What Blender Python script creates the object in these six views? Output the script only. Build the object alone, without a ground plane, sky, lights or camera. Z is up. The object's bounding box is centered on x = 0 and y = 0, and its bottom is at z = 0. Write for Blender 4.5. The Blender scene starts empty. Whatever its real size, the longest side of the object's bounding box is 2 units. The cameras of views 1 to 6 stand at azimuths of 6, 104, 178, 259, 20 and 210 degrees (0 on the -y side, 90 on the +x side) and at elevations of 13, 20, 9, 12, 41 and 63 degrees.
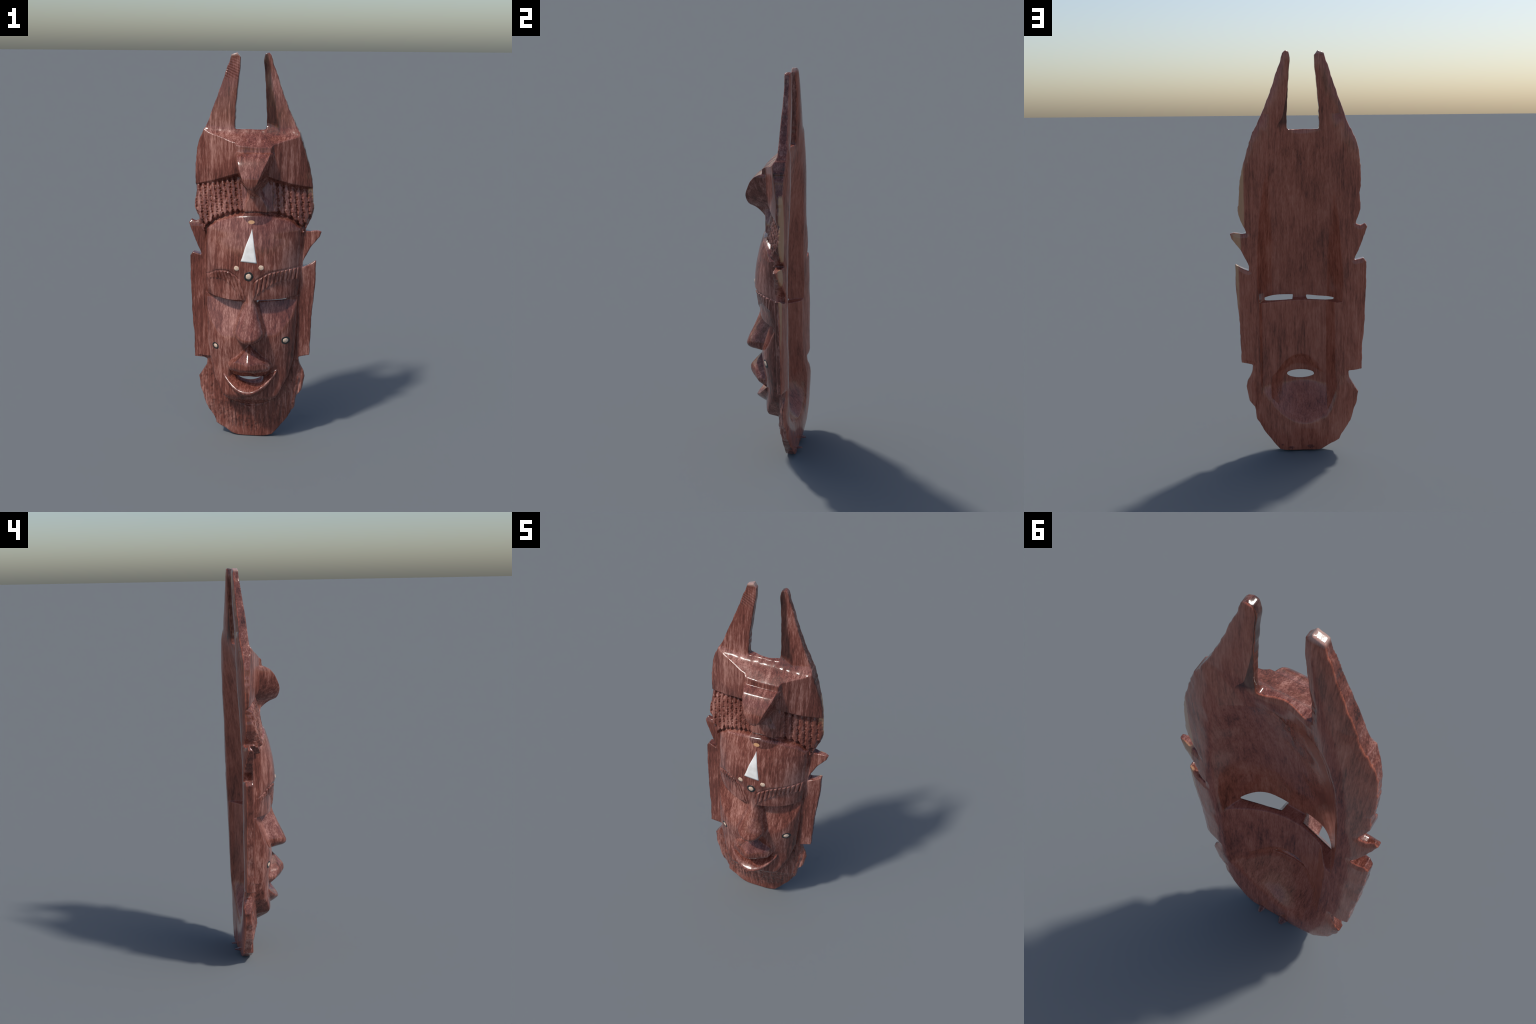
"""Carved wooden face mask with two horns, built as one solid between a carved
front relief and a hollowed back, then split into its carved parts."""
import bpy, math
import numpy as np

H = 0.0027                     # cell size of the carving grid
CX = -0.008                    # the face's own middle line (slightly off centre)

# ------------------------------------------------------------------ helpers
def pc(t, pts):
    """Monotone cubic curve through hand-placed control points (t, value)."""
    p = sorted(pts)
    x = np.array([a for a, _ in p]); y = np.array([b for _, b in p])
    h = np.diff(x); d = np.diff(y) / h
    m = np.zeros_like(y); m[0], m[-1] = d[0], d[-1]
    for i in range(1, len(x) - 1):
        if d[i - 1] * d[i] > 0:
            w1, w2 = 2 * h[i] + h[i - 1], h[i] + 2 * h[i - 1]
            m[i] = (w1 + w2) / (w1 / d[i - 1] + w2 / d[i])
    tc = np.clip(t, x[0], x[-1])
    i = np.clip(np.searchsorted(x, tc) - 1, 0, len(x) - 2)
    s = (tc - x[i]) / h[i]
    return ((1 + 2 * s) * (1 - s) ** 2 * y[i] + s * (1 - s) ** 2 * h[i] * m[i]
            + s * s * (3 - 2 * s) * y[i + 1] + s * s * (s - 1) * h[i] * m[i + 1])

def smin(a, b, k):
    h = np.clip(0.5 + 0.5 * (b - a) / k, 0, 1)
    return b + (a - b) * h - k * h * (1 - h)

def smax(a, b, k):
    return -smin(-a, -b, k)

def sstep(t, a, b):
    s = np.clip((t - a) / (b - a), 0, 1)
    return s * s * (3 - 2 * s)

def poly_sdf(x, z, pts):
    """Signed distance to a 2D polygon (negative inside)."""
    d = np.full(x.shape, 1e9); ins = np.zeros(x.shape, bool)
    n = len(pts)
    for i in range(n):
        (ax, az), (bx, bz) = pts[i], pts[(i + 1) % n]
        ex, ez = bx - ax, bz - az
        t = np.clip(((x - ax) * ex + (z - az) * ez) / (ex * ex + ez * ez), 0, 1)
        d = np.minimum(d, (x - ax - t * ex) ** 2 + (z - az - t * ez) ** 2)
        if az != bz:
            ins ^= ((z < az) != (z < bz)) & (x < ax + (z - az) / (bz - az) * ex)
    d = np.sqrt(d)
    return np.where(ins, -d, d)

RNG = np.random.default_rng(7)
LATT = RNG.random((64, 64)) * 2 - 1

def vnoise(u, v):
    """Smooth value noise on a repeating lattice."""
    iu, iv = np.floor(u).astype(int), np.floor(v).astype(int)
    fu, fv = u - iu, v - iv
    fu = fu * fu * (3 - 2 * fu); fv = fv * fv * (3 - 2 * fv)
    g = lambda a, b: LATT[a % 64, b % 64]
    return ((g(iu, iv) * (1 - fu) + g(iu + 1, iv) * fu) * (1 - fv)
            + (g(iu, iv + 1) * (1 - fu) + g(iu + 1, iv + 1) * fu) * fv)

# ------------------------------------------------------------- part outlines
HORN_R = [(.056, 1.58), (.056, 1.657), (.053, 1.733), (.048, 1.86), (.041, 1.965), (.046, 1.992), (.062, 1.9995),
          (.075, 1.984), (.086, 1.941), (.105, 1.897), (.121, 1.841), (.174, 1.709), (.217, 1.614), (.236, 1.565)]
HORN_L = [(-.102, 1.58), (-.102, 1.656), (-.099, 1.745), (-.09, 1.833), (-.080, 1.921), (-.077, 1.977), (-.092, 1.999),
          (-.121, 1.985), (-.141, 1.933), (-.167, 1.845), (-.206, 1.75), (-.232, 1.667), (-.271, 1.59), (-.28, 1.56)]
HEAD = [(-.12, 1.627), (.07, 1.627), (.217, 1.614), (.247, 1.538), (.266, 1.473), (.282, 1.402), (.295, 1.285),
        (.302, 1.232), (.285, 1.187), (.258, 1.134), (.246, 1.09), (.246, .96), (.24, .6), (.232, .38), (.12, .08), (-.12, .08),
        (-.243, .38), (-.25, .6), (-.272, .98), (-.278, 1.17), (-.287, 1.193), (-.304, 1.236), (-.300, 1.324),
        (-.305, 1.35), (-.303, 1.455), (-.294, 1.526), (-.271, 1.59), (-.255, 1.627)]
SPUR_R = [(.20, 1.122), (.28, 1.121), (.319, 1.127), (.337, 1.119), (.329, 1.095), (.287, 1.042), (.246, .967), (.2, .967)]
SPUR_L = [(-.23, 1.165), (-.28, 1.163), (-.306, 1.156), (-.326, 1.166), (-.338, 1.149), (-.303, 1.06), (-.274, 1.0), (-.23, 1.0)]
EAR_R = [(.20, .935), (.249, .937), (.289, .951), (.312, .965), (.312, .867), (.297, .676), (.292, .552), (.290, .464), (.243, .457), (.2, .457)]
EAR_L = [(-.22, .965), (-.278, .982), (-.320, .993), (-.334, .975), (-.333, .898), (-.324, .666), (-.317, .556), (-.311, .432), (-.243, .421), (-.2, .421)]
BEARD = [(.22, .445), (.231, .43), (.258, .378), (.267, .34), (.251, .266), (.226, .233), (.214, .173), (.173, .101), (.132, .05),
         (.099, .012), (.03, -.006), (-.06, -.006), (-.114, .010), (-.162, .042), (-.2, .062), (-.21, .086), (-.258, .163), (-.285, .255),
         (-.294, .312), (-.253, .386), (-.243, .43)]
FACE = [(-.242, 1.141), (-.252, 1.0), (-.252, .911), (-.243, .697), (-.237, .552), (-.224, .442), (-.199, .346), (-.15, .258), (-.1, .208),
        (-.014, .182), (.071, .21), (.127, .25), (.189, .365), (.215, .46), (.223, .586), (.229, .759), (.241, .928), (.243, 1.067), (.241, 1.142),
        (.188, 1.187), (.095, 1.218), (.015, 1.226), (-.085, 1.217), (-.185, 1.183)]

def outline(x, z):
    w = 0.0022 * vnoise(x * 23 + 3, z * 23) + 0.0012 * vnoise(x * 60, z * 60 + 9)
    o = poly_sdf(x, z, HEAD)
    o = smin(o, np.minimum(poly_sdf(x, z, HORN_R), poly_sdf(x, z, HORN_L)), .010)
    for p in (SPUR_R, SPUR_L, EAR_R, EAR_L):
        o = smin(o, poly_sdf(x, z, p), .008)
    return smin(o, poly_sdf(x, z, BEARD), .006) + w * sstep(z, 0.01, .05) - .0012

# ------------------------------------------------------------- front relief
def lid_line(x):
    return pc(x, [(-.25, .791), (-.17, .782), (-.11, .779), (-.05, .784), (.018, .787), (.086, .787), (.153, .786), (.23, .791)])

def brow_top(x):
    return pc(x, [(-.25, .89), (-.22, .902), (-.18, .925), (-.126, .934), (-.086, .916), (-.045, .872), (-.028, .822), (-.012, .79),
                  (.0, .83), (.008, .872), (.049, .908), (.102, .934), (.168, .942), (.25, .944)])

def brow_low(x):
    return pc(x, [(-.25, .868), (-.2, .882), (-.155, .886), (-.1, .855), (-.053, .80), (-.03, .775), (.005, .785), (.021, .81), (.075, .85), (.115, .872), (.16, .885), (.25, .88)])

def forehead_rim(x):
    return pc(x, [(-.31, 1.225), (-.275, 1.175), (-.252, 1.146), (-.242, 1.143), (-.185, 1.183), (-.085, 1.217), (.015, 1.226), (.095, 1.218), (.188, 1.187), (.241, 1.144), (.252, 1.147), (.28, 1.185), (.31, 1.235)])

def panel_rim(x):
    return pc(x, [(-.31, 1.347), (-.198, 1.378), (-.089, 1.415), (.0, 1.43), (.112, 1.392), (.205, 1.361), (.3, 1.342)])

def lip_rim(dx):
    return .302 + 4.4 * dx ** 2 + .10 * dx

def braid_coord(x, z):
    """Column index (float) of the braids, negative side on the left."""
    left = (x - .13 * (1.26 - z) + .294) / .0272
    right = (x - .10 * (1.27 - z) - .094) / .0292
    return left, right

def front(x, z, dome_only=False):
    dx = x - CX; ax = np.abs(dx)
    # --- flat slab the ears, spurs and edges are cut from
    sheer = .079 + .05 * (np.abs(x) - .28)
    slab = np.where(z < .44, sheer, .077 + .24 * (np.maximum(np.abs(x), .232) - .29))
    slab = slab + (sheer - slab) * sstep(z, .98, 1.10) + .0015 * vnoise(x * 25, z * 12)
    slab = slab + .03 * sstep(z, 1.13, 1.2)
    # --- beard, falling away downwards and to the sides, combed in strands
    bd = .031 + np.maximum(0, .20 - z) * .215 + .85 * dx ** 2
    strand = np.sin((x * (1 + .55 * (.4 - z)) / .027 + .6 * vnoise(x * 6, z * 9)) * 2 * math.pi)
    bd = bd + (.0022 * strand + .0024 * vnoise(x * 60, z * 30) + .0016 * vnoise(x * 130, z * 90)) * sstep(z, .47, .40)
    f = np.where(z < .43, np.minimum(bd, np.where(np.abs(x) > .2, bd, slab)), slab)
    # --- headdress panels
    pa = pc(np.abs(x + .004), [(0, -.006), (.09, .001), (.16, .027), (.22, .053), (.27, .077), (.31, .096)])
    pa = pa + .07 * np.maximum(0, x - .12) * sstep(z, 1.36, 1.44) + .08 * np.maximum(0, 1.43 - z) + .0012 * vnoise(x * 30, z * 8)
    over = np.maximum(0, panel_rim(x) - z)
    pa_low = pa + 1.25 * over
    # --- braids between headdress and forehead
    q = pc(np.abs(x + .012), [(.03, -.016), (.07, -.012), (.12, .001), (.16, .015), (.2, .032), (.24, .049), (.28, .066), (.31, .082)])
    br = q + .22 * (z - 1.2) + .04 * x
    cl, cr = braid_coord(x, z)
    col = np.where(x < .02, cl, cr)
    inb = np.where(x < .02, (cl > -.6) & (cl < 8.9), (cr > .25) & (cr < 8))
    ph = col - np.floor(col) - .5
    idx = np.floor(col)
    jit = .37 * np.sin(idx * 5.1) + .25 * vnoise(idx * 3.3, z * 30)
    bead = np.cos((z / .026 + .5 * (idx % 2) + jit) * 2 * math.pi)
    side = .10 * bead * np.sign(ph) + .12 * vnoise(x * 90, z * 60)
    # each braid: flat-topped rib with a wavy edge, nicked between its turns
    wid = .47 - .07 * (bead < -.55) - .05 * np.abs(side)
    ridge = np.clip(1 - (np.abs(ph + .06 * np.sin(z * 110 + idx * 2)) / wid) ** 3, 0, 1) ** .6
    nick = sstep(bead, -.55, -.95) * sstep(np.abs(ph), .18, .40)
    top = panel_rim(x) - .036 + .010 * np.cos(ph * 2 * math.pi)
    br = br + np.where(inb, .005 - .0095 * ridge + .003 * nick + .0016 * vnoise(x * 170, z * 120), 0) + .55 * np.maximum(0, z - top)
    rim = forehead_rim(x)
    saw = np.where(inb, (.012 * np.abs(ph) * 2), 0)
    br = br + np.minimum(.9 * np.maximum(0, rim + .014 + saw - z), .016)
    hd = np.minimum(np.where(z > panel_rim(x) - .05, pa_low, 9), np.where(z > rim - .03, br, 9))
    hd = smin(np.where(z > 1.28, pa_low, 9), np.where(z > rim - .03, br, 9), .004)
    # --- crest with its overhanging knob and the neck below it
    yc = pc(z, [(1.20, -.013), (1.25, -.015), (1.30, -.019), (1.32, -.040), (1.336, -.066), (1.352, -.103), (1.366, -.111), (1.384, -.115), (1.40, -.116), (1.449, -.100),
                (1.502, -.066), (1.519, -.036), (1.525, -.022), (1.56, -.018)])
    xc = pc(z, [(1.22, .016), (1.30, .012), (1.36, .001), (1.44, .0), (1.52, .006), (1.6, .002)])
    hw = pc(z, [(1.21, .06), (1.27, .045), (1.30, .03), (1.33, .012), (1.345, .006), (1.36, .015), (1.38, .029), (1.435, .053), (1.49, .073), (1.52, .081), (1.55, .086), (1.6, .09)])
    k = pc(z, [(1.2, 1.0), (1.27, 1.4), (1.30, 1.9), (1.345, 3.2), (1.4, 3.6), (1.5, 3.2), (1.56, 2.4)])
    ov = np.maximum(0, np.sqrt((x - xc) ** 2 + 1e-5) - hw)
    cr_ = yc + k * ov + .002 * ((x - xc) / .06) ** 2 - .3 * np.minimum(ov, .02)
    cr_ = np.where(z > 1.18, cr_, 9)
    hd = smin(hd, cr_, .010)
    # sloping ledge in front of the horns
    ledge = pc(z + .04 * x, [(1.48, -.10), (1.53, -.040), (1.555, -.012), (1.58, .022), (1.606, .060), (1.63, .078), (1.75, .15)])
    hd = np.where(z > 1.48, smax(hd, ledge + .0012 * vnoise(x * 60, z * 60), .004), hd)
    # --- horns, ridged, leaning back
    hf = pc(z, [(1.55, .066), (1.62, .070), (1.65, .073), (1.75, .079), (1.85, .087), (1.95, .099), (2.0, .109)])
    ridge_r = pc(z, [(1.6, .125), (1.75, .098), (1.9, .07), (2.0, .06)])
    ridge_l = pc(z, [(1.6, -.125), (1.75, -.118), (1.9, -.098), (2.0, -.092)])
    hr = hf + .006 + np.where(x > ridge_r, .10 * (x - ridge_r), .24 * (ridge_r - x))
    hl = hf + np.where(x < ridge_l, .04 * (ridge_l - x), .10 * (x - ridge_l))
    horn = np.where(x > -.02, hr, hl) + .0005 * vnoise(x * 35, z * 13)
    rings = np.sin((z + .45 * x + .004 * vnoise(x * 30, z * 20)) / .0135 * 2 * math.pi)
    horn = horn + .0011 * rings * sstep(z, 1.85, 1.90) * sstep(z, 1.985, 1.965) * (x < 0)
    horn = np.where(z > 1.52, horn + 1.5 * np.maximum(0, 1.60 - z), 9)
    hd = np.where(z > 1.5, smin(hd, horn, .006), hd)
    f = np.where(z > 1.10, smin(np.where(z > 1.19, np.maximum(f, .09), f), np.where(z > 1.10, hd, 9), .006), f)
    # --- forehead dome, brows and lids
    fc = pc(z, [(.74, -.05), (.79, -.064), (.82, -.071), (.89, -.081), (.94, -.083), (.985, -.081), (1.05, -.075), (1.116, -.061), (1.15, -.053), (1.19, -.040), (1.23, -.027)])
    quad = pc(z, [(.85, .138), (.95, .136), (1.05, .122), (1.13, .104)]) * (ax / .242) ** pc(z, [(.85, 2.7), (.97, 2.5), (1.1, 2.1)])
    lin = .53 * np.sqrt(dx ** 2 + .02 ** 2) - .53 * .02
    ff = fc + quad + pc(z, [(.785, .30), (.82, .48), (.86, .66), (.88, .66), (.95, 0)]) * (lin - quad)
    fo = poly_sdf(x, z, FACE)
    ff = ff + .007 * np.clip(1 + fo / .02, 0, 2) ** 2
    if dome_only: return ff
    # brow band: raised, with a cut along its top and slanting notches
    bt, bl = brow_top(x), brow_low(x)
    t = (bt - z) / np.maximum(bt - bl, .01)
    band = sstep(t, -.02, .08) * sstep(t, 1.08, .9) * sstep(ax, .012, .03) * sstep(np.abs(x), .243, .225)
    slant = x + np.where(dx < 0, .34, -.18) * (z - .9) * np.where(dx < 0, 1, 1)
    notch = np.abs(((slant / .0195) % 1) - .5) * 2
    ff = ff - .0055 * band * (1 - 1.6 * sstep(notch, .45, 1.0)) + .0035 * np.exp(-((bt + .003 - z) / .0035) ** 2) * sstep(ax, .01, .03)
    # --- lower face and eye scoops
    lc = pc(z, [(.18, .05), (.20, .033), (.224, .000), (.25, -.030), (.275, -.040), (.35, -.036), (.40, -.035), (.45, -.039), (.50, -.046), (.57, -.053), (.65, -.052), (.80, -.045)])
    fl = lc + .090 * (ax / .232) ** 3.0 + .03 * x
    fl = fl + .005 * np.clip(1 + fo / .02, 0, 2) ** 2
    scoop = -.005 + .26 * ax - .37 * np.maximum(0, .77 - z)
    fl = np.where(z > .56, smax(fl, scoop, .006), fl)
    # --- mouth: hollow, upper lip, lower lip
    rimz = lip_rim(dx)
    mouth = sstep(z, rimz - .002, rimz + .012) * sstep(z, .415, .395) * sstep(ax, .118, .07)
    fl = fl + mouth * np.maximum(0, .012 - fl)
    uc = pc(z, [(.36, .06), (.372, -.02), (.380, -.062), (.40, -.098), (.425, -.127), (.44, -.132), (.46, -.131), (.50, -.105), (.53, -.079), (.55, -.060), (.57, -.035)])
    dl = x + .008
    arch = -.010 * np.exp(-(dl / .03) ** 2)
    ucz = pc(z + arch * sstep(z, .46, .43), [(.36, .06), (.368, -.02), (.375, -.062), (.40, -.098), (.425, -.127), (.44, -.132), (.46, -.131), (.50, -.105), (.53, -.079), (.55, -.060), (.57, -.035)])
    wl = pc(z, [(.37, .080), (.40, .092), (.43, .100), (.455, .086), (.49, .046), (.53, .014), (.55, .002)])
    ul = ucz + .68 * (np.sqrt(dl ** 2 + .014 ** 2) - .014) + 2.2 * np.maximum(0, np.abs(dl) - wl)
    ll = -.098 + 3.9 * dx ** 2 + 2.0 * (np.sqrt((z - rimz) ** 2 + .013 ** 2) - .013) + 6 * np.maximum(0, ax - .138)
    ll = np.where(z < .45, ll, 9)
    fl = smin(fl, np.where((z > .35) & (z < .58), ul, 9), .005)
    fl = smin(fl, ll, .008)
    # --- nose
    zb = z - 4.5 * (x + .006) ** 2
    nr = pc(zb, [(.555, -.03), (.562, -.060), (.570, -.095), (.578, -.130), (.588, -.1435), (.600, -.147), (.62, -.1405), (.755, -.080), (.78, -.073), (.80, -.071), (.84, -.074)])
    nw = pc(z, [(.55, .072), (.59, .079), (.62, .078), (.66, .068), (.71, .055), (.78, .038), (.83, .028)])
    s = np.clip(np.abs(x + .009) / nw, 0, 1)
    nose = nr + .080 * (1 - np.sqrt(np.clip(1 - s * s, 0, 1))) + 5 * np.maximum(0, np.abs(x + .009) - nw)
    nose = np.where((z > .54) & (z < .86), nose, 9)
    fl = smin(fl, nose, .006)
    fl = fl + .0006 * vnoise(x * 50, z * 50)
    # --- put the lids over the lower face
    lid = lid_line(x)
    w = sstep(z, lid - .003, lid + .003)
    nosecore = sstep(ax, .060, .040)
    face = fl * (1 - w) + np.where(nosecore > .99, np.minimum(ff, fl), ff) * w
    inside = sstep(fo, .006, -.005)
    f2 = np.minimum(f, np.where(fo < .004, face, 9))
    groove = .010 * np.exp(-((z - rim - .004) / .006) ** 2) * sstep(ax, .26, .23)
    f = f * (1 - inside) + face * inside
    f = f + .012 * np.exp(-(fo / .006) ** 2) * sstep(z, .9, 1.15) * sstep(ax, .27, .24) + .0025 * np.exp(-((fo - .003) / .004) ** 2) * sstep(z, .95, .8)
    return f + .0007 * vnoise(x * 18 + 5, z * 18)

# ------------------------------------------------------------- hollowed back
def back(x, z, dome, depth):
    dx = x - CX; ax = np.abs(dx)
    # the rim is a rounded ridge on either side, falling outwards and inwards
    xl = pc(z, [(0, -.15), (.1, -.185), (.3, -.255), (.45, -.285), (1.0, -.295), (1.2, -.252), (1.5, -.216), (1.7, -.175), (1.85, -.13), (2.0, -.1)])
    yl = pc(z, [(0, .122), (.1, .132), (.3, .139), (.45, .131), (.9, .132), (1.2, .128), (1.5, .137), (1.7, .136), (1.85, .137), (2.0, .131)])
    xr = pc(z, [(0, .12), (.22, .18), (.38, .208), (.5, .215), (.75, .226), (.94, .235), (1.2, .217), (1.5, .188), (1.7, .16), (1.85, .09), (2.0, .062)])
    yr = pc(z, [(0, .124), (.1, .120), (.22, .113), (.38, .117), (.5, .119), (.75, .123), (.94, .127), (1.2, .132), (1.5, .142), (1.7, .143), (1.85, .136), (2.0, .132)])
    sl = pc(z, [(0, .03), (.15, .05), (.25, .14), (.4, .29)])
    tent = lambda xc, yc: yc + sl * .027 - sl * np.sqrt((x - xc) ** 2 + .027 ** 2)
    t = sstep(x, -.07, .05)
    rimb = tent(xl, yl) * (1 - t) + tent(xr, yr) * t
    rimb = rimb - .22 * np.maximum(0, .020 - depth) * sstep(z, .02, .2)
    # upper hollow behind the forehead
    cu = pc(z, [(.70, -.022), (.80, -.022), (.95, -.010), (1.1, .008), (1.25, .029), (1.4, .055), (1.56, .092), (1.7, .14)])
    wu = pc(z, [(.77, .213), (.9, .219), (1.15, .212), (1.35, .19), (1.45, .17), (1.54, .14)])
    pw = np.where(x > CX, pc(z, [(.78, 4.6), (.9, 4.4), (1.1, 3.0), (1.5, 2.4)]), pc(z, [(.78, 3.8), (.9, 3.5), (1.1, 2.7), (1.5, 2.4)]))
    up = cu + (.135 - cu) * np.minimum(ax / wu, 1.6) ** pw
    up = np.where(z > lid_line(x) - .001, smax(up, dome + .005 + np.minimum(.014, .5 * np.maximum(0, z - lid_line(x))) - .15 * sstep(z, 1.02, 1.2), .004), up)
    # lower hollow behind the cheeks
    clo = pc(z, [(.12, .13), (.17, .115), (.25, .07), (.36, .026), (.5, .022), (.8, .022)])
    lo = clo + 1.75 * (x + .022) ** 2 + 60 * np.maximum(0, ax - .19) ** 2 + 0.8 * np.maximum(0, -x - .14)
    w = sstep(z, .767, .775)
    b = lo * (1 - w) + up * w
    # bowl behind the mouth and chin
    zz = z + 3.5 * (x + .01) ** 2 * sstep(z, .33, .42)
    cb = pc(zz, [(.13, .135), (.155, .115), (.22, .060), (.28, .018), (.35, -.008), (.42, -.006), (.45, .004), (.475, .016), (.495, .032), (.52, .08)])
    bowl = cb + 3.6 * (x + .01) ** 2 + 40 * np.maximum(0, ax - .14) ** 2
    b = smin(b, np.where(z < .55, bowl, 9), .006)
    b = smin(rimb, b, .014)
    # V-shaped cut below the gap between the horns
    for x0, x1 in ((.022, -.010), (-.026, -.013)):
        tt = np.clip((1.535 - z) / .075, 0, 1)
        b = b - .004 * np.exp(-((x - x0 - (x1 - x0) * tt) / .0045) ** 2) * sstep(z, 1.452, 1.462) * sstep(z, 1.545, 1.53)
    return b + .0010 * vnoise(x * 14, z * 14 + 3) + .0005 * vnoise(x * 60, z * 16)

# ------------------------------------------------------------- solid -> mesh
X0, X1, Z0, Z1 = -.36, .36, -.02, 2.02
G2 = .0015
gx = np.arange(X0, X1 + G2, G2); gz = np.arange(Z0, Z1 + G2, G2)
GX, GZ = np.meshgrid(gx, gz, indexing='ij')
MO = outline(GX, GZ)
MF = front(GX, GZ)
def inner_depth():
    """Distance of every inside point from the silhouette (coarse grid, then enlarged)."""
    st = 5
    edge = (MO[:-1, :-1] < 0) != (MO[1:, 1:] < 0)
    ex, ez = GX[:-1, :-1][edge][::3], GZ[:-1, :-1][edge][::3]
    cx, cz = GX[::st, ::st], GZ[::st, ::st]
    d = np.full(cx.shape, 9.)
    for i in range(cx.shape[0]):
        d[i] = np.sqrt(((cx[i][:, None] - ex) ** 2 + (cz[i][:, None] - ez) ** 2).min(1))
    u = np.clip((GX - X0) / (G2 * st), 0, d.shape[0] - 1.001); v = np.clip((GZ - Z0) / (G2 * st), 0, d.shape[1] - 1.001)
    i = u.astype(int); j = v.astype(int); u = u - i; v = v - j
    return (d[i, j] * (1 - u) + d[i + 1, j] * u) * (1 - v) + (d[i, j + 1] * (1 - u) + d[i + 1, j + 1] * u) * v
MD = inner_depth()
MB = back(GX, GZ, front(GX, GZ, True), MD)
def slope(m):
    a, b = np.gradient(m, G2)
    return 1 / np.sqrt(1 + np.minimum(a * a + b * b, 30))
MFS, MBS = slope(MF), slope(MB)

def samp(m, x, z):
    u = np.clip((x - X0) / G2, 0, m.shape[0] - 1.001); v = np.clip((z - Z0) / G2, 0, m.shape[1] - 1.001)
    i = u.astype(int); j = v.astype(int); u = u - i; v = v - j
    return ((m[i, j] * (1 - u) + m[i + 1, j] * u) * (1 - v) + (m[i, j + 1] * (1 - u) + m[i + 1, j + 1] * u) * v)

def field(y, z, o, F, B, fs, bs, x):
    f = smax((F - y) * fs, (y - B) * bs, .007)
    f = smax(f, o, .006)
    # sawn foot: cut rises towards the back
    foot = (np.maximum(0, y - .08) * .10 + .0004 - z) * .96
    f = smax(f, foot, .003)
    # blunt, rounded horn tips
    f = smax(f, (z - 2.0 + 14 * np.clip(y - .118, -.03, .03) ** 2 + .0018 * np.sin(x * 300 + y * 260)) * .9, .004)
    # mouth opening runs upwards to the back
    zc = .358 + .34 * (y + .05)
    hole = (np.sqrt(((x + .011) / .069) ** 2 + ((z - zc) / .0215) ** 2) - 1) * .02
    return smax(f, -hole, .004)

def f3(x, y, z):
    return field(y, z, samp(MO, x, z), samp(MF, x, z), samp(MB, x, z), samp(MFS, x, z), samp(MBS, x, z), x)

def surface_nets():
    xs = np.arange(-.351, .352, H); ys = np.arange(-.168, .169, H); zs = np.arange(-.012, 2.013, H)
    A, C = np.meshgrid(xs, zs, indexing='ij')
    m = [samp(q, A, C)[:, None, :].astype(np.float32) for q in (MO, MF, MB, MFS, MBS)]
    V = field(ys[None, :, None].astype(np.float32), zs[None, None, :].astype(np.float32), *m, xs[:, None, None].astype(np.float32)).astype(np.float32)
    S = V < 0
    nx, ny, nz = V.shape
    c = np.zeros((nx - 1, ny - 1, nz - 1), np.uint8)
    for a in (0, 1):
        for b in (0, 1):
            for d in (0, 1):
                c += S[a:nx - 1 + a, b:ny - 1 + b, d:nz - 1 + d]
    act = np.argwhere((c > 0) & (c < 8))
    ids = np.full(c.shape, -1, np.int32); ids[tuple(act.T)] = np.arange(len(act))
    acc = np.zeros((len(act), 3)); cnt = np.zeros(len(act))
    corners = [(a, b, d) for a in (0, 1) for b in (0, 1) for d in (0, 1)]
    for p in corners:
        for ax in range(3):
            if p[ax]: continue
            q = list(p); q[ax] = 1
            v0 = V[tuple((act + p).T)]; v1 = V[tuple((act + q).T)]
            cr = (v0 < 0) != (v1 < 0)
            t = np.where(cr, v0 / np.where(cr, v0 - v1, 1), 0)
            pt = np.repeat(np.array([p], float), len(act), 0); pt[:, ax] = t
            acc += pt * cr[:, None]; cnt += cr
    P = (act + acc / cnt[:, None]) * H + np.array([xs[0], ys[0], zs[0]])
    quads = []
    for ax in range(3):
        b, d = [(1, 2), (2, 0), (0, 1)][ax]
        n = [nx, ny, nz]
        sl0 = [slice(1, k - 1) for k in n]; sl1 = list(sl0)
        sl0[ax] = slice(0, n[ax] - 1); sl1[ax] = slice(1, n[ax])
        s0 = S[tuple(sl0)]; s1 = S[tuple(sl1)]
        e = np.argwhere(s0 != s1)
        inward = s0[tuple(e.T)]
        off = np.ones(3, int); off[ax] = 0
        e = e + off
        def cell(db, dd):
            k = e.copy(); k[:, b] -= db; k[:, d] -= dd
            return ids[tuple(k.T)]
        qd = np.stack([cell(1, 1), cell(0, 1), cell(0, 0), cell(1, 0)], 1)
        qd[~inward] = qd[~inward][:, ::-1]
        quads.append(qd)
    Q = np.concatenate(quads)
    # pull the vertices onto the exact surface
    for _ in range(3):
        e = .0008
        f = f3(*P.T)
        g = np.stack([f3(P[:, 0] + e, P[:, 1], P[:, 2]) - f3(P[:, 0] - e, P[:, 1], P[:, 2]),
                      f3(P[:, 0], P[:, 1] + e, P[:, 2]) - f3(P[:, 0], P[:, 1] - e, P[:, 2]),
                      f3(P[:, 0], P[:, 1], P[:, 2] + e) - f3(P[:, 0], P[:, 1], P[:, 2] - e)], 1) / (2 * e)
        step = -f / np.maximum((g * g).sum(1), .05)
        P += g * np.clip(step, -.0025, .0025)[:, None] * .8
    return P, Q

P, Q = surface_nets()
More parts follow.
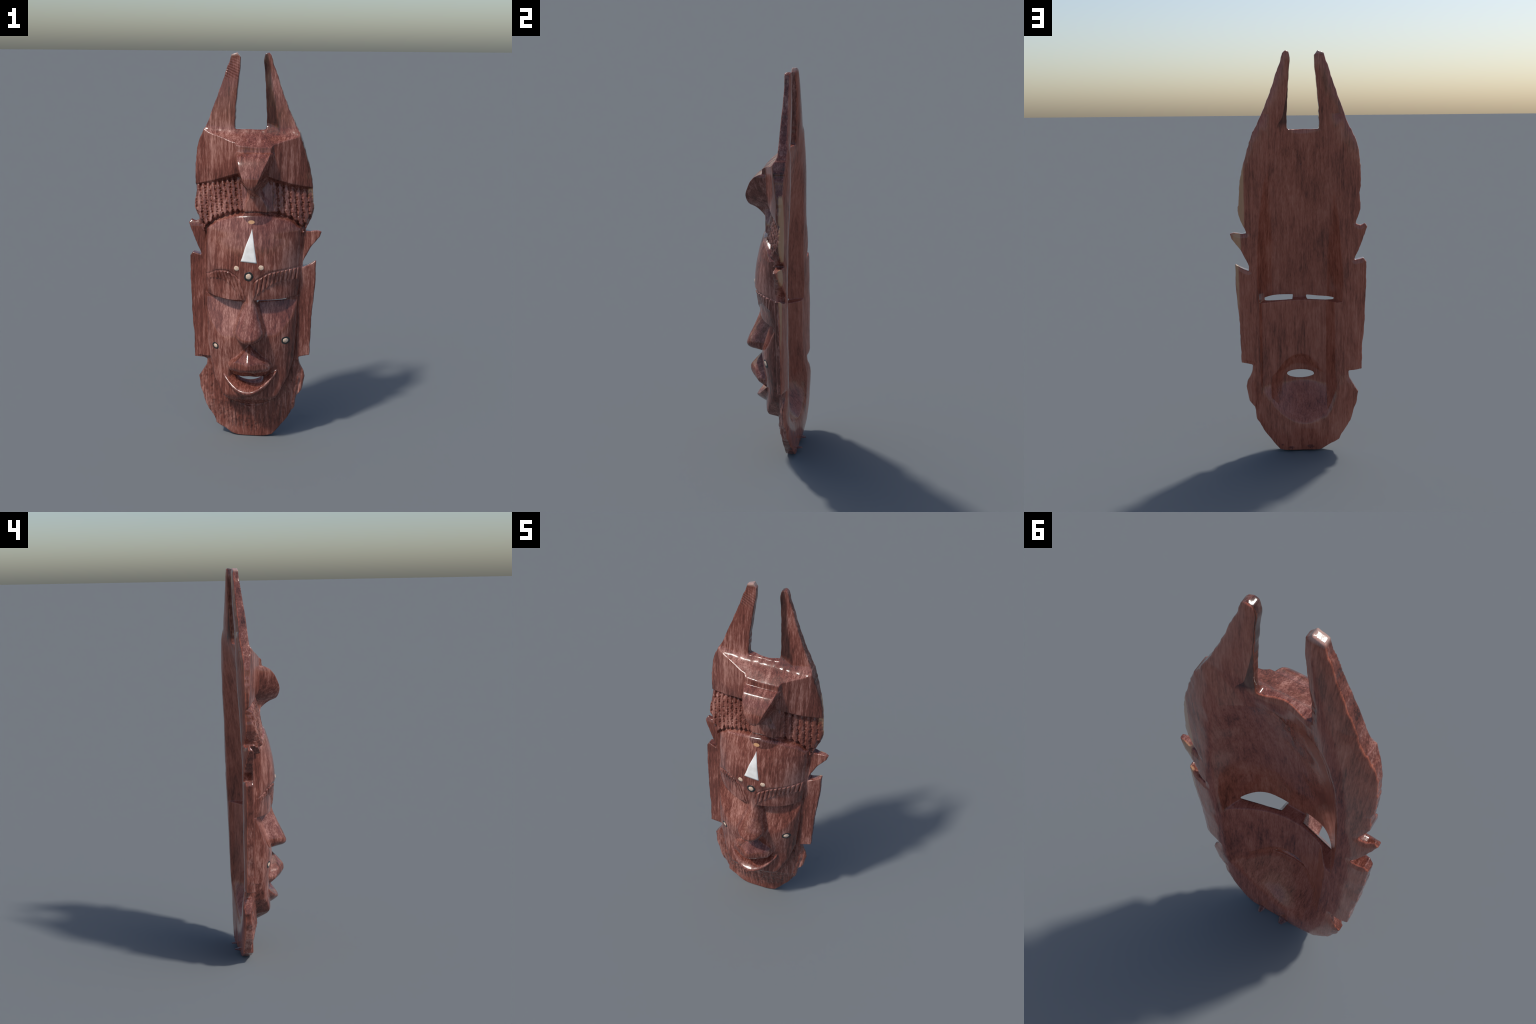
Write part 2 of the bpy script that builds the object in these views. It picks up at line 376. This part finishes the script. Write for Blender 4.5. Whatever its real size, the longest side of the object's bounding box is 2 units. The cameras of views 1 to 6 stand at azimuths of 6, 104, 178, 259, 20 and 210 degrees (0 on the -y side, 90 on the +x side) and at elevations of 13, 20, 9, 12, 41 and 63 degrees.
# keep the largest piece only
lab = np.arange(len(P))
while True:
    mn = lab[Q].min(1)
    new = lab.copy()
    for k in range(4): np.minimum.at(new, Q[:, k], mn)
    new = new[new]
    if (new == lab).all(): break
    lab = new
root = np.bincount(lab).argmax()
Q = Q[lab[Q[:, 0]] == root]

# ------------------------------------------------------------------ materials
def nodes_of(name):
    m = bpy.data.materials.new(name); m.use_nodes = True
    nt = m.node_tree; nt.nodes.clear()
    out = nt.nodes.new('ShaderNodeOutputMaterial'); bs = nt.nodes.new('ShaderNodeBsdfPrincipled')
    nt.links.new(bs.outputs[0], out.inputs[0])
    return m, nt, bs

def wood(name, dark, mid, light, rough=.14, extra=None):
    m, nt, bs = nodes_of(name)
    N, L = nt.nodes.new, nt.links.new
    tc = N('ShaderNodeTexCoord')
    def noise(sx, sy, sz, scale, detail, rough_=.6, dist=0):
        mp = N('ShaderNodeMapping'); mp.inputs['Scale'].default_value = (sx, sy, sz); L(tc.outputs['Object'], mp.inputs[0])
        n = N('ShaderNodeTexNoise'); n.inputs['Scale'].default_value = scale; n.inputs['Detail'].default_value = detail
        n.inputs['Roughness'].default_value = rough_; n.inputs['Distortion'].default_value = dist
        L(mp.outputs[0], n.inputs[0]); return n.outputs[0]
    streak = noise(1, .45, .06, 85, 5, .65, .3)
    fine = noise(1, .5, .10, 300, 3, .7)
    cloud = noise(1, .7, .40, 7, 6, .65, .6)
    def mul(a, k):
        q = N('ShaderNodeMath'); q.operation = 'MULTIPLY'; L(a, q.inputs[0]); q.inputs[1].default_value = k; return q.outputs[0]
    def add(a, b):
        q = N('ShaderNodeMath'); q.operation = 'ADD'; L(a, q.inputs[0]); L(b, q.inputs[1]); return q.outputs[0]
    v = add(add(mul(streak, .34), mul(fine, .28)), mul(cloud, .38))
    rp = N('ShaderNodeValToRGB'); L(v, rp.inputs[0])
    el = rp.color_ramp.elements
    el[0].position, el[0].color = .38, (*dark, 1)
    el[1].position, el[1].color = .66, (*light, 1)
    e = el.new(.50); e.color = (*mid, 1)
    col = rp.outputs[0]
    if extra: col = extra(nt, tc, col, noise)
    L(col, bs.inputs['Base Color'])
    rr = N('ShaderNodeMapRange'); L(cloud, rr.inputs[0]); rr.inputs[1].default_value = .3; rr.inputs[2].default_value = .7
    rr.inputs[3].default_value = rough * .6; rr.inputs[4].default_value = rough * 1.6; L(rr.outputs[0], bs.inputs['Roughness'])
    bs.inputs['IOR'].default_value = 1.5
    bs.inputs['Specular IOR Level'].default_value = .47
    bp = N('ShaderNodeBump'); bp.inputs['Strength'].default_value = .10; bp.inputs['Distance'].default_value = .002
    L(fine, bp.inputs['Height']); L(bp.outputs[0], bs.inputs['Normal'])
    return m

def plain(name, a, b, rough=.25, scale=60):
    m, nt, bs = nodes_of(name)
    N, L = nt.nodes.new, nt.links.new
    tc = N('ShaderNodeTexCoord'); n = N('ShaderNodeTexNoise'); n.inputs['Scale'].default_value = scale; n.inputs['Detail'].default_value = 4
    L(tc.outputs['Object'], n.inputs[0])
    rp = N('ShaderNodeValToRGB'); L(n.outputs[0], rp.inputs[0])
    rp.color_ramp.elements[0].position, rp.color_ramp.elements[0].color = .35, (*a, 1)
    rp.color_ramp.elements[1].position, rp.color_ramp.elements[1].color = .65, (*b, 1)
    L(rp.outputs[0], bs.inputs['Base Color']); bs.inputs['Roughness'].default_value = rough
    return m

DARK, MID, LIGHT = (.048, .014, .010), (.180, .056, .040), (.52, .265, .215)
def marks(nt, tc, col, noise):
    """Sapwood along one outer edge, a dark patch inside one horn, a pale knot and a worn horn tip."""
    N, L = nt.nodes.new, nt.links.new
    sp = N('ShaderNodeSeparateXYZ'); L(tc.outputs['Object'], sp.inputs[0])
    wob = noise(1, 1, .5, 30, 3)
    def m(op, a, b=None, c=None, clamp=False):
        q = N('ShaderNodeMath'); q.operation = op; q.use_clamp = clamp
        for i, k in enumerate((a, b, c)):
            if k is None: continue
            if isinstance(k, (int, float)): q.inputs[i].default_value = k
            else: L(k, q.inputs[i])
        return q.outputs[0]
    X, Y, Z = sp.outputs[0], sp.outputs[1], sp.outputs[2]
    jit = m('MULTIPLY_ADD', wob, .016, -.008)
    def edge(v, at, soft):
        """0 below 'at', 1 above, ragged"""
        return m('MULTIPLY_ADD', m('SUBTRACT', m('ADD', v, jit), at), 1 / soft, .5, True)
    def mix(fac, c, colour):
        q = N('ShaderNodeMix'); q.data_type = 'RGBA'
        L(fac, q.inputs[0]); L(c, q.inputs[6]); q.inputs[7].default_value = (*colour, 1); return q.outputs[2]
    def mulc(fac, c, colour):
        q = N('ShaderNodeMix'); q.data_type = 'RGBA'; q.blend_type = 'MULTIPLY'
        L(fac, q.inputs[0]); L(c, q.inputs[6]); q.inputs[7].default_value = (*colour, 1); return q.outputs[2]
    # sapwood: the bark side of the plank, on the outer edge only
    low = m('LESS_THAN', Z, 1.135); lower = m('LESS_THAN', Z, 1.0)
    lim = m('ADD', m('MULTIPLY_ADD', low, .018, .268), m('MULTIPLY', lower, .012))
    sap = m('MULTIPLY', m('MULTIPLY_ADD', m('SUBTRACT', m('ADD', X, m('MULTIPLY', jit, .4)), lim), 180, .5, True), edge(Y, .104, .008))
    col = mix(m('MULTIPLY', sap, .72), col, (.62, .35, .19))
    # dark patch on the inner face of one horn
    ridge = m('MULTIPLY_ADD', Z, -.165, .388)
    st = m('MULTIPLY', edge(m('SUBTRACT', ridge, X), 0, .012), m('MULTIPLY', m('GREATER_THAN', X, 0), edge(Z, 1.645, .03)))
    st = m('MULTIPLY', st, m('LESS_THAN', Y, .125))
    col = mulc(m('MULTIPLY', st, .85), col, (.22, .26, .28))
    # crest's shadow painted into the colour at the top of the forehead
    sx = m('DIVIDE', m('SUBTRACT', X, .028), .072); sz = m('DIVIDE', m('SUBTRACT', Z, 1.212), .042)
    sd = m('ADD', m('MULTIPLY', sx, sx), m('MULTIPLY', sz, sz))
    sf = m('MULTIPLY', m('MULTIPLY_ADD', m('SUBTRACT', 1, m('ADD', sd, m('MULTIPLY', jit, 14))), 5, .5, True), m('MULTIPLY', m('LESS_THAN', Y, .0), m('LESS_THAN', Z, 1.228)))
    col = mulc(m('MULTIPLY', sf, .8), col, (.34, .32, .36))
    # pale knot above the triangle
    kx = m('DIVIDE', m('ADD', X, .003), .016); kz = m('DIVIDE', m('SUBTRACT', Z, 1.184), .009)
    d = m('ADD', m('MULTIPLY', kx, kx), m('MULTIPLY', kz, kz))
    kn = m('MULTIPLY', m('MULTIPLY_ADD', m('SUBTRACT', 1, m('ADD', d, m('MULTIPLY', jit, 40))), 4, .5, True), m('LESS_THAN', Y, .0))
    col = mix(m('MULTIPLY', kn, .85), col, (.58, .32, .16))
    # worn pale tip
    tip = m('MULTIPLY', edge(Z, 1.984, .012), m('LESS_THAN', X, 0))
    return mix(m('MULTIPLY', tip, .4), col, (.72, .52, .44))

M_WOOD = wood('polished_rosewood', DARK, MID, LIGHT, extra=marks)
M_BACK = wood('redder_rosewood', (.14, .038, .023), (.39, .110, .066), (.58, .22, .145), extra=marks)  # same grain pattern in paler, redder colours, used on the back
M_WHITE = plain('bone_white', (.72, .70, .66), (.86, .85, .82), .3, 25)
M_BONE = plain('bone_cream', (.55, .38, .27), (.72, .55, .42), .3, 80)
M_BLACK = plain('black_inlay', (.012, .013, .013), (.03, .03, .03), .35)

# ------------------------------------------------------------------ split into parts
C = P[Q].mean(1)
x, y, z = C.T
Fc = samp(MF, x, z); Bc = samp(MB, x, z); fo = poly_sdf(x, z, FACE)
dxc = x - CX
cl, cr = braid_coord(x, z)
isback = (np.abs(y - Bc) < np.abs(y - Fc)) & (y > Bc - .02) & ((y > Bc - .005) | (np.abs(samp(MO, x, z)) > .008))
part = np.full(len(Q), 'headdress', object)
part[z < 1.16] = 'side_panel'
part[(fo < .004)] = 'forehead'
lid = lid_line(x)
lowface = (fo < .004) & (z < lid)
part[lowface] = 'cheek'
part[lowface & (z < .27)] = 'chin'
part[(fo < .004) & (z >= lid) & (z < brow_low(x))] = 'eyelid'
part[(fo < .004) & (z >= brow_low(x)) & (z < brow_top(x))] = 'eyebrow'
part[(fo < .004) & (np.abs(x + .009) < pc(z, [(.55, .062), (.60, .072), (.66, .062), (.78, .036), (.83, .024)])) & (z > .56) & (z < .80)] = 'nose'
part[lowface & (z > .385) & (z < .545) & (np.abs(x + .008) < .012 + (.545 - z) * 1.05) & (np.abs(x + .008) < .112)] = 'upper_lip'
part[lowface & (z < .42) & (np.abs(z - lip_rim(dxc)) < .022) & (np.abs(dxc) < .135) & (part != 'upper_lip')] = 'lower_lip'
ear = (np.minimum(poly_sdf(x, z, EAR_R), poly_sdf(x, z, EAR_L)) < .006) & (fo > .004)
part[ear] = 'ear'
part[(np.minimum(poly_sdf(x, z, SPUR_R), poly_sdf(x, z, SPUR_L)) < .006) & (fo > .004)] = 'ear_spur'
part[(z < .44) & (fo > .004) & ~ear] = 'beard'
hn = (z > 1.60) & ((x > .052) | (x < -.098)) & (z > 1.632 - .03 * x - np.maximum(0, np.abs(x) - .16) * .3)
part[hn] = 'horn'
inb = (z < panel_rim(x) - .022) & (z > forehead_rim(x)) & (z > 1.13) & (fo > .004)
bl = inb & (x < .02) & (cl > -.4) & (cl < 8.9); brr = inb & (x > .05) & (cr > .25)
crest = (z > 1.235) & (z < 1.56) & (np.abs(x) < .12) & (Fc < pc(np.abs(x + .004), [(0, .004), (.1, .014), (.16, .032)]) - .012) & ~bl & ~brr
part[crest] = 'crest'
for i in range(-1, 10):
    part[bl & (np.floor(cl) == i)] = 'braid:L%d' % i
    part[brr & (np.floor(cr) == i)] = 'braid:R%d' % i
for nm in ('ear', 'ear_spur', 'horn', 'eyebrow', 'eyelid'):
    part[(part == nm) & (dxc > 0)] = nm + ':R'
backok = isback & ~np.isin(part, ['horn', 'horn:R'])
part[backok] = 'hollow_back'

# whole-body vertex normals
def vnormals(P, Q):
    n = np.cross(P[Q[:, 2]] - P[Q[:, 0]], P[Q[:, 3]] - P[Q[:, 1]])
    N = np.zeros_like(P)
    for k in range(4): np.add.at(N, Q[:, k], n)
    return N / np.maximum(np.linalg.norm(N, axis=1), 1e-12)[:, None]
VN = vnormals(P, Q)

root_ob = bpy.data.objects.new('wooden_mask', None)
root_ob['label'] = 'tall carved dark wood face mask with two horns'
root_ob['category'] = 'carved mask'
bpy.context.collection.objects.link(root_ob)

def add_mesh(name, co, faces, mat, parent=root_ob, normals=None, smooth=True, rear=None):
    me = bpy.data.meshes.new(name)
    me.from_pydata(co.tolist() if hasattr(co, 'tolist') else co, [], faces.tolist() if hasattr(faces, 'tolist') else faces)
    me.validate()
    me.materials.append(mat)
    if rear is not None:
        me.materials.append(M_BACK)
        me.polygons.foreach_set('material_index', rear.astype(np.int32))
    me.polygons.foreach_set('use_smooth', [smooth] * len(me.polygons))
    if normals is not None: me.normals_split_custom_set_from_vertices(normals.tolist())
    ob = bpy.data.objects.new(name, me); bpy.context.collection.objects.link(ob); ob.parent = parent
    return ob

MATS = {'hollow_back': M_BACK}
for key in sorted(set(part)):
    f = Q[part == key]
    if len(f) < 12:
        continue
    nm = key.split(':')[0]
    used, inv = np.unique(f, return_inverse=True)
    add_mesh(nm, P[used], inv.reshape(f.shape), MATS.get(nm, M_WOOD), normals=VN[used], rear=isback[part == key] if nm == 'horn' else None)

# ------------------------------------------------------------------ inlays
def surf(px, pz):
    return samp(MF, np.asarray(px, float), np.asarray(pz, float))

def disc(name, cx, cz, r0, r1, proud, mat, parent, squash=1.0, dome=.0):
    """Round (or ring-shaped) inlay that follows the carved surface."""
    n, rings = 36, 7
    co, fa = [], []
    rr = np.linspace(r1, max(r0, .0004), rings)
    prof = [(r1, -.004)] + [(r, proud + dome * (1 - (r / r1) ** 2)) for r in rr] + ([(r0, -.004)] if r0 > 0 else [])
    for r, up in prof:
        for k in range(n):
            a = 2 * math.pi * k / n
            wob = 1 + .05 * math.sin(2 * a + cx * 50) + .03 * math.sin(5 * a + cz * 70)
            px, pz = cx + r * wob * math.cos(a), cz + r * wob * math.sin(a) * squash
            co.append((px, float(surf(px, pz)) - up, pz))
    for i in range(len(prof) - 1):
        for k in range(n):
            fa.append((i * n + k, i * n + (k + 1) % n, (i + 1) * n + (k + 1) % n, (i + 1) * n + k))
    if r0 == 0: fa.append(tuple((len(prof) - 1) * n + k for k in range(n)))
    return add_mesh(name, co, fa, mat, parent)

def triangle(name, a, b, c, proud, mat):
    n = 24
    co, fa = [], []
    for i in range(n + 1):
        t = i / n
        lx, lz = a[0] + (b[0] - a[0]) * t, a[1] + (b[1] - a[1]) * t
        rx, rz = a[0] + (c[0] - a[0]) * t, a[1] + (c[1] - a[1]) * t
        wb = .0012 * math.sin(t * 9)
        for j in range(9):
            s = (j - 1) / 6
            s2 = min(max(s, 0), 1)
            px, pz = lx + wb + (rx - lx - wb) * s2, lz + (rz - lz) * s2
            up = -.004 if j in (0, 8) else proud
            co.append((px, float(surf(px, pz)) - up, pz))
    for i in range(n):
        for j in range(8):
            fa.append((i * 9 + j, (i + 1) * 9 + j, (i + 1) * 9 + j + 1, i * 9 + j + 1))
    base = len(co)
    for j in range(9):
        px, _, pz = co[n * 9 + j]; co.append((px, float(surf(px, pz)) + .004, pz))
    for j in range(8): fa.append((n * 9 + j, base + j, base + j + 1, n * 9 + j + 1))
    return add_mesh(name, co, fa, mat)

triangle('triangle_inlay', (.002, 1.152), (-.052, .992), (.029, .985), .0014, M_WHITE)
for cx, cz in ((-.072, .956), (.051, .963)):
    disc('dot_inlay', cx, cz, 0, .0125, .0012, M_BONE, root_ob, 1.0, .002)
for cx, cz, r in ((-.011, .917, .0235), (-.188, .527, .0175), (.172, .568, .0205)):
    ring = disc('stud_ring', cx, cz, r * .55, r, .0010, M_BLACK, root_ob, 1.0)
    disc('stud_bead', cx, cz, 0, r * .60, .0014, M_BONE, ring, 1.0, .003)

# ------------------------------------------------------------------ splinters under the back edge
def splinter(cx, cz, w, y0, y1):
    r = np.random.default_rng(int(abs(cx) * 1000) + 3)
    co = []
    for t, k in ((0, 1.), (.55, .8), (1., .3)):
        for a in range(6):
            ang = a * math.pi / 3
            j = 1 + .35 * (r.random() - .5)
            co.append((cx + w * k * j * math.cos(ang), y0 + (y1 - y0) * t, max(.002, cz + .45 * w * k * j * math.sin(ang))))
    fa = [(i * 6 + a, i * 6 + (a + 1) % 6, i * 6 + 6 + (a + 1) % 6, i * 6 + 6 + a) for i in range(2) for a in range(6)]
    fa += [tuple(range(5, -1, -1)), tuple(range(12, 18))]
    return add_mesh('splinter', co, fa, M_WOOD, smooth=False)
for c in ((.042, .020, .016, .098, .148), (-.055, .026, .022, .10, .148), (.088, .034, .013, .098, .128)): splinter(*c)
